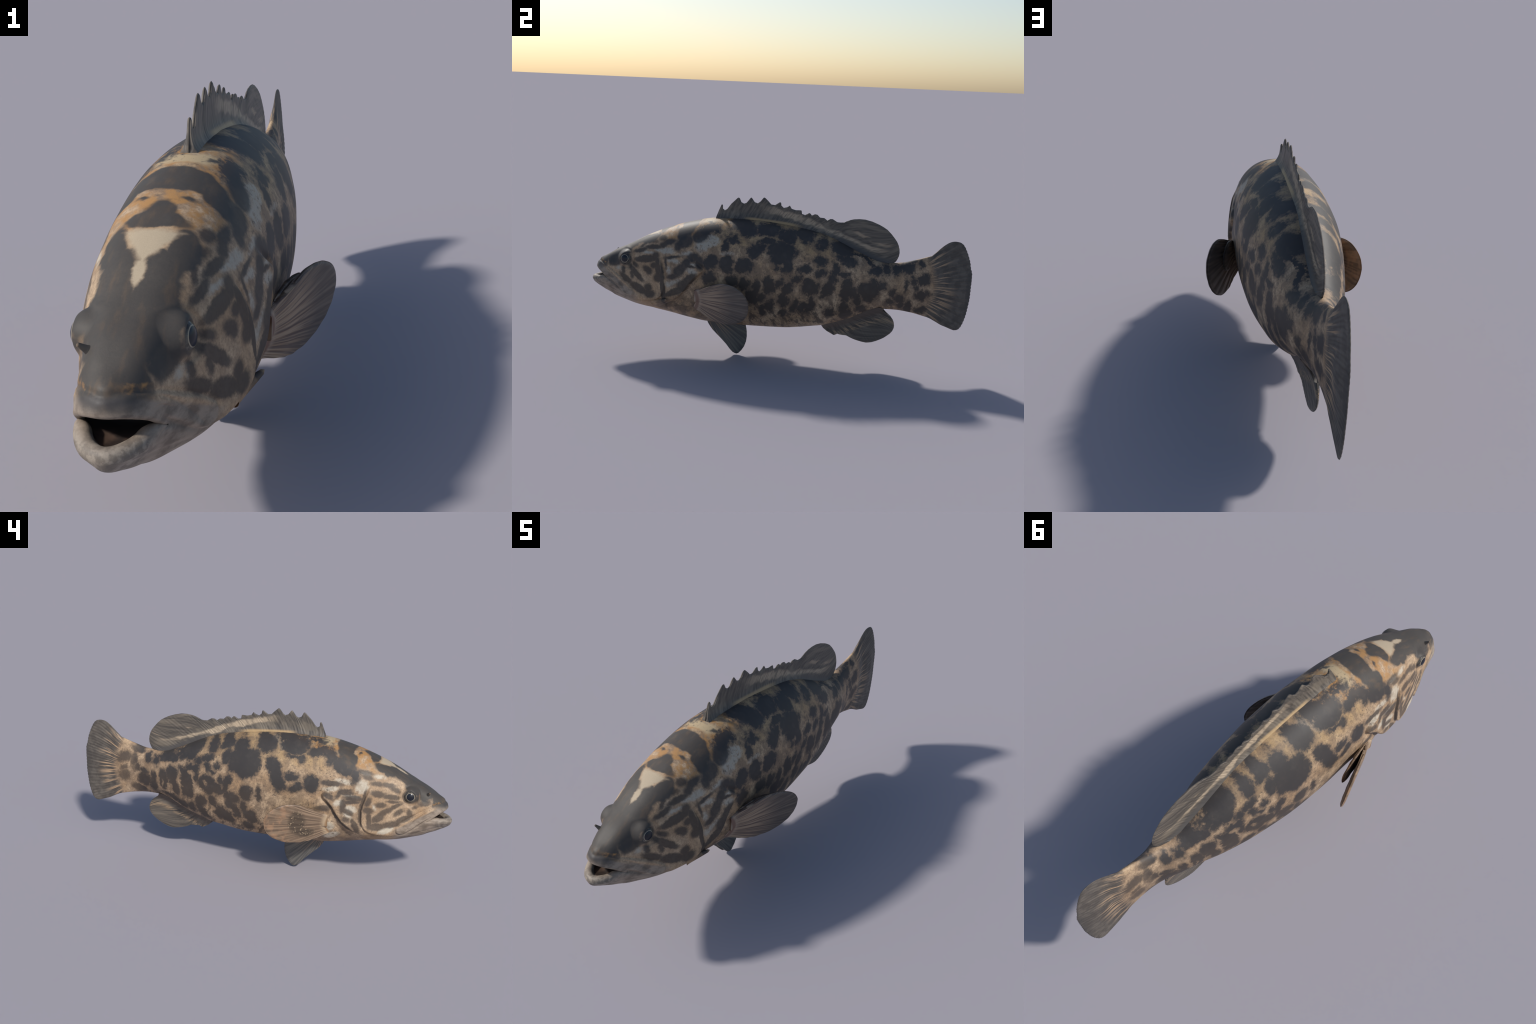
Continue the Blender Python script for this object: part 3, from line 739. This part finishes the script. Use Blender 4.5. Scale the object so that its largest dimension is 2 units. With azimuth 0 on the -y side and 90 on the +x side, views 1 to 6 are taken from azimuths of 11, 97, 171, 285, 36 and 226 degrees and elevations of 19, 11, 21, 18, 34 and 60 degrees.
    # smoky skin round the eye
    eye_r = k.vec("LENGTH", k.vec("SUBTRACT", k.vec("MULTIPLY", k.co, (0, 1, 1)), (0, -.789, .505)))
    col = k.mix(k.math("MULTIPLY", k.ramp(eye_r, .040, .030), .72), col, (.060, .056, .053))

    # tail: the rays carry the tan of the root outwards, then smoke grey
    streak, ang, r = k.fan(.60, .452, 26.0, 5.0)
    on_tail = k.ramp(k.math("ADD", r, k.math("MULTIPLY_ADD", streak, .10, -.05)), .195, .235)
    ray = k.math("MULTIPLY", k.ramp(streak, .50, .58), k.ramp(r, .345, .25))
    tail_col = k.mix(k.ramp(k.noise(k.co, 30, 3), .4, .6), (.105, .093, .082), (.150, .132, .113))
    tail_col = k.mix(k.math("MULTIPLY", ray, .85), k.mix(k.ramp(streak, .35, .6), k.mix(.4, tail_col, DARK_BROWN), tail_col), (.50, .34, .21))
    tail_col = k.mix(k.ramp(y, .965, .995, 0, .35), tail_col, (.06, .06, .06))
    on_tail = k.math("MULTIPLY", on_tail, k.ramp(y, .76, .80))
    col = k.mix(on_tail, col, tail_col)

    col = k.mix(k.math("MULTIPLY_ADD", grain, .5, -.10), col, k.mix(1.0, col, (.55, .52, .50), "MULTIPLY"))
    h = k.math("ADD", k.math("MULTIPLY", fine, .6), k.math("MULTIPLY", grain, .5))
    return k.finish(col, h, .10, .003)


def midline_fin_material(name, coef, slope, stripe, up=1.0, edge_dark=True):
    """rays slant backwards from the foot of the fin; foot height is a polynomial of y"""
    k = Tree(name, .5)
    x, y, z = k.xyz(k.co)
    h = k.math("MULTIPLY", k.math("SUBTRACT", z, k.polynomial(y, coef)), up)
    m = k.polynomial(y, slope)
    foot = k.math("SUBTRACT", y, k.math("MULTIPLY", h, m))
    side_ = k.math("MULTIPLY", k.math("SIGN", x), 2.0)
    streak = k.noise(k.join(k.math("MULTIPLY", foot, 95.0), k.math("MULTIPLY", h, 14.0), side_), 1.0, 3, .65)
    cloud = k.noise(k.join(k.math("MULTIPLY", foot, 22.0), k.math("MULTIPLY", h, 16.0), side_), 1.0, 2, .5)
    col = k.mix(k.ramp(streak, .35, .65), (.068, .060, .053), (.142, .121, .099))
    col = k.mix(k.math("MULTIPLY", k.ramp(cloud, .50, .66), .40), col, (.27, .225, .17))
    col = stripe(k, col, y, z, h, foot, streak, cloud)
    return k.finish(col, streak, .15, .002)


yy_ = np.linspace(-.32, .60, 60)
dorsal_coef = np.polyfit(yy_, top_line(yy_), 5)
dorsal_slope = np.polyfit([-.30, -.22, 0, .15, .30, .44, .55, .62], [.30, .38, .62, .81, 1.02, 1.27, 1.65, 2.1], 3)
yy_ = np.linspace(.25, .62, 40)
anal_coef = np.polyfit(yy_, bottom_line(yy_), 4)
anal_slope = np.polyfit([.25, .33, .45, .55, .62], [.6, .75, .95, 1.4, 2.0], 2)


def x_side(k):
    return k.xyz(k.co)[0]


def dorsal_stripe(k, col, y, z, h, foot, streak, cloud):
    # a cream band climbs from the foot of the fin and arches over the soft part
    mid = k.math("MULTIPLY_ADD", k.math("ABSOLUTE", k.math("SUBTRACT", y, .26)), .11, .025)
    wid = k.ramp(y, .15, .45, .015, .006)
    d = k.math("SUBTRACT", k.math("ABSOLUTE", k.math("SUBTRACT", h, mid)), wid)
    d = k.math("ADD", d, k.math("MULTIPLY_ADD", streak, .022, -.011))
    d = k.math("ADD", d, k.math("MULTIPLY_ADD", cloud, .05, -.025))
    band = k.math("MULTIPLY", k.ramp(d, .007, -.006), k.math("MULTIPLY", k.ramp(y, -.12, .02), k.ramp(y, .60, .50)))
    band = k.math("MULTIPLY", band, k.math("MULTIPLY", k.ramp(streak, .34, .56, .35, 1.0), k.ramp(x_side(k), -.01, .01, .92, .62)))
    col = k.mix(band, col, (.52, .41, .29))
    d2 = k.math("ADD", k.math("ABSOLUTE", k.math("SUBTRACT", h, .088)), k.math("MULTIPLY_ADD", streak, .04, -.02))
    dash = k.math("MULTIPLY", k.ramp(d2, .014, .004), k.math("MULTIPLY", k.ramp(y, .36, .42), k.ramp(cloud, .46, .56)))
    col = k.mix(k.math("MULTIPLY", dash, .7), col, (.42, .32, .22))
    foot_tan = k.math("MULTIPLY", k.ramp(h, .014, .003), k.math("MULTIPLY", k.ramp(y, -.20, -.14), k.ramp(y, .14, .05)))
    col = k.mix(k.math("MULTIPLY", foot_tan, .8), col, (.50, .34, .17))
    foot_dark = k.math("MULTIPLY", k.ramp(h, .030, .012), k.ramp(y, .28, .34))
    return k.mix(k.math("MULTIPLY", foot_dark, .85), col, (.075, .068, .064))


def anal_stripe(k, col, y, z, h, foot, streak, cloud):
    d = k.math("ADD", k.math("ABSOLUTE", k.math("SUBTRACT", h, .062)), k.math("MULTIPLY_ADD", streak, .06, -.03))
    dash = k.math("MULTIPLY", k.ramp(d, .028, .008), k.ramp(streak, .46, .58))
    col = k.mix(k.math("MULTIPLY", dash, .75), col, (.40, .28, .17))
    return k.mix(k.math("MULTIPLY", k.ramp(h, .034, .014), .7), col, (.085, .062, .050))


def paired_fin_material(name, y0, z0, dark, light, freq, extra=None):
    k = Tree(name, .5)
    streak, ang, r = k.fan(y0, z0, freq, 4.0)
    col = k.mix(k.ramp(streak, .40, .60), dark, light)
    if extra:
        col = extra(k, col, streak, ang, r)
    return k.finish(col, streak, .2, .002)


def right_pectoral(k, col, streak, ang, r):
    w = k.vec("MULTIPLY", k.warped(.02, .01), (0, 1, 1))
    core = k.ramp(k.spots(w, [(-.258, .345, .040, .060, 0), (-.295, .290, .048, .026, 0)], .01), .016, -.014)
    col = k.mix(k.math("MULTIPLY", core, .80), col, (.060, .045, .032))
    rim_ = k.math("MULTIPLY", k.ramp(r, .24, .29), k.ramp(k.noise(k.co, 32, 3), .42, .66))
    col = k.mix(k.math("MULTIPLY", rim_, .6), col, (.40, .235, .135))
    dot = k.new("ShaderNodeTexVoronoi"); dot.inputs["Scale"].default_value = 105
    k.put(dot.inputs["Vector"], k.vec("MULTIPLY", k.co, (0, 1, 1)))
    dots = k.math("MULTIPLY", k.ramp(dot.outputs["Distance"], .36, .20), k.math("MULTIPLY", core, k.ramp(k.noise(k.co, 50, 1), .42, .5)))
    col = k.mix(k.math("MULTIPLY", dots, .8), col, (.48, .36, .23))
    root = k.math("SUBTRACT", r, .075)
    col = k.mix(k.ramp(r, .115, .085), col, (.46, .34, .22))
    return k.mix(k.math("MULTIPLY", k.ramp(k.math("ABSOLUTE", root), .014, .004), .8), col, (.30, .17, .08))


def left_pectoral(k, col, streak, ang, r):
    col = k.mix(k.ramp(r, .30, .17), col, k.mix(k.ramp(streak, .42, .58), (.15, .105, .085), (.36, .26, .18)))
    col = k.mix(k.ramp(r, .12, .085), col, (.42, .32, .24))
    return k.mix(k.math("MULTIPLY", k.ramp(k.math("ABSOLUTE", k.math("SUBTRACT", r, .088)), .016, .004), .8), col, (.17, .085, .06))


def pelvic_tint(k, col, streak, ang, r):
    return k.mix(k.math("MULTIPLY", k.ramp(streak, .52, .62), k.ramp(r, .22, .06)), col, (.34, .22, .14))


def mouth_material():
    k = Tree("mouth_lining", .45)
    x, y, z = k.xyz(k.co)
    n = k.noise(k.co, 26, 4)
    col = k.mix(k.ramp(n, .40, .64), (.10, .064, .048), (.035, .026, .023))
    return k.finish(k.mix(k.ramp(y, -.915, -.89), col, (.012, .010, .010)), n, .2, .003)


def eye_material():
    k = Tree("eye", .28)
    k.bsdf.inputs["Specular IOR Level"].default_value = .35
    x, y, z = k.xyz(k.co)
    r = k.vec("LENGTH", k.join(0.0, y, z))
    col = k.mix(k.ramp(r, .0182, .0190), (.012, .014, .022), (.34, .29, .21))
    col = k.mix(k.ramp(r, .0200, .0210), col, k.mix(k.ramp(k.noise(k.co, 90, 3), .4, .6), (.05, .046, .042), (.13, .115, .095)))
    k.bsdf.inputs["Coat Weight"].default_value = .12
    k.bsdf.inputs["Coat Roughness"].default_value = .05
    return k.finish(col)


skin = tail_skin = fish_skin()
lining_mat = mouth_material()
dorsal_mat = midline_fin_material("dorsal_fin_skin", dorsal_coef, dorsal_slope, dorsal_stripe)
anal_mat = midline_fin_material("anal_fin_skin", anal_coef, anal_slope, anal_stripe, -1.0)
pectoral_mat_right = paired_fin_material("pectoral_fin_skin_tan", -.475, .33, (.150, .103, .070), (.26, .18, .118), 30.0, right_pectoral)
pectoral_mat_left = paired_fin_material("pectoral_fin_skin_brown", -.475, .33, (.095, .077, .068), (.165, .132, .108), 30.0, left_pectoral)
pelvic_mat = paired_fin_material("pelvic_fin_skin", -.37, .24, (.085, .082, .080), (.15, .14, .125), 20.0, pelvic_tint)
eye_mat = eye_material()


# ------------------------------------------------------------------ assemble
fish = bpy.data.objects.new("grouper_fish", None)
bpy.context.scene.collection.objects.link(fish)
fish["label"] = "large spotted reef fish with spiny back fin and open mouth"
fish["category"] = "fish"


def add(name, v, f, mat, parent=fish, smooth_normals=True):
    return new_mesh(name, v, f, parent, mat)


skin_parts = {}
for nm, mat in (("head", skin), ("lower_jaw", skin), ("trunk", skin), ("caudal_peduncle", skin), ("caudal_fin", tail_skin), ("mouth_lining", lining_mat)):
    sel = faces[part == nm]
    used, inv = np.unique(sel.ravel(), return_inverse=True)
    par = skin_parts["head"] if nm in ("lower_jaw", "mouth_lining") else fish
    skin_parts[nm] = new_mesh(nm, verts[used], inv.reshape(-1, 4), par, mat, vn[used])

add("dorsal_fin", *midline_fin(dorsal_outline, dorsal_base, 62, .032, .0042, 900, 44, .024), dorsal_mat)
v, f = midline_fin(anal_outline, anal_base, 30, .046, .0048, 420, 36, .042)
add("anal_fin", v, f[:, ::-1], anal_mat)

pv, pf = fan_fin(pectoral_outline, pectoral_foot, 17, pectoral_sheet, .022, .0072, 260, 60)
qv, qf = mirrored(pv, pf)
pl = add("pectoral_fin", pv, pf, pectoral_mat_left)
pr = add("pectoral_fin", qv, qf, pectoral_mat_right)
fv, ff = fan_fin(fold_outline, fold_foot, 9, lambda y, z: .170 + .26 * (y + .39) + .05 * (z - .35), .016, .006, 120, 30)
gv, gf = mirrored(fv, ff)
add("fin_fold", fv, ff, pectoral_mat_left, pl)
add("fin_fold", gv, gf, pectoral_mat_right, pr)
lv, lf = midline_fin(pelvic_outline, pelvic_base, 14, .018, .0068, 260, 50, .03)
lv[:, 2] += .007 * smooth(.25, .0, lv[:, 2])
lv[:, 1] = -.147 + (lv[:, 1] + .147) * 1.075
lv[:, 0] += .017 - .03 * np.clip(.18 - lv[:, 2], 0, 1)      # a close pair that hangs almost upright
rv, rf = mirrored(lv, lf)
rv = rv + [0, -.006, 0]
add("pelvic_fin", lv, lf[:, ::-1], pelvic_mat)
add("pelvic_fin", rv, rf[:, ::-1], pelvic_mat)


def ball(radius, n=48, m=64):
    a = np.linspace(0, math.pi, n); b = np.linspace(0, 2 * math.pi, m, endpoint=False)
    A_, B_ = np.meshgrid(a, b, indexing="ij")
    v = np.stack([np.cos(A_), np.sin(A_) * np.cos(B_), np.sin(A_) * np.sin(B_)], -1).reshape(-1, 3) * radius
    return v, grid_faces(n, m, closed=True)


ev, ef = ball(.036)
for sx in (1, -1):
    eye = new_mesh("eye", ev, ef if sx > 0 else ef, skin_parts["head"], eye_mat)
    eye.location = (sx * .0815, -.790, .505)
    eye.rotation_euler = (0, math.radians(-6) * sx, math.radians(-8) * sx)

# nostril tubes and the spine at the corner of the cheek plate
def horn(p0, p1, r0, r1, bend, n=14, m=18):
    p0, p1, bend = (np.array(q, float) for q in (p0, p1, bend))
    t = np.linspace(0, 1, n)
    c = p0 + (p1 - p0) * t[:, None] + bend * (t * t)[:, None]
    ax = (p1 - p0) / np.linalg.norm(p1 - p0)
    u = np.cross(ax, [0, 0, 1.0]); u /= np.linalg.norm(u); w = np.cross(ax, u)
    r = r0 + (r1 - r0) * t ** .7
    r[-1] = r1 * .05
    b = np.linspace(0, 2 * math.pi, m, endpoint=False)
    v = c[:, None] + r[:, None, None] * (np.cos(b)[None, :, None] * u + np.sin(b)[None, :, None] * w)
    return v.reshape(-1, 3), grid_faces(n, m, closed=True)[:, ::-1]


hv, hf = horn((.054, -.874, .512), (.069, -.884, .527), .0090, .0035, (0, 0, .0))
add("nostril", *mirrored(hv, hf), skin, skin_parts["head"])
sv, sf = horn((.132, -.625, .300), (.190, -.549, .311), .027, .0050, (.0, .003, .011))
add("gill_spine", sv, sf, skin, skin_parts["head"])
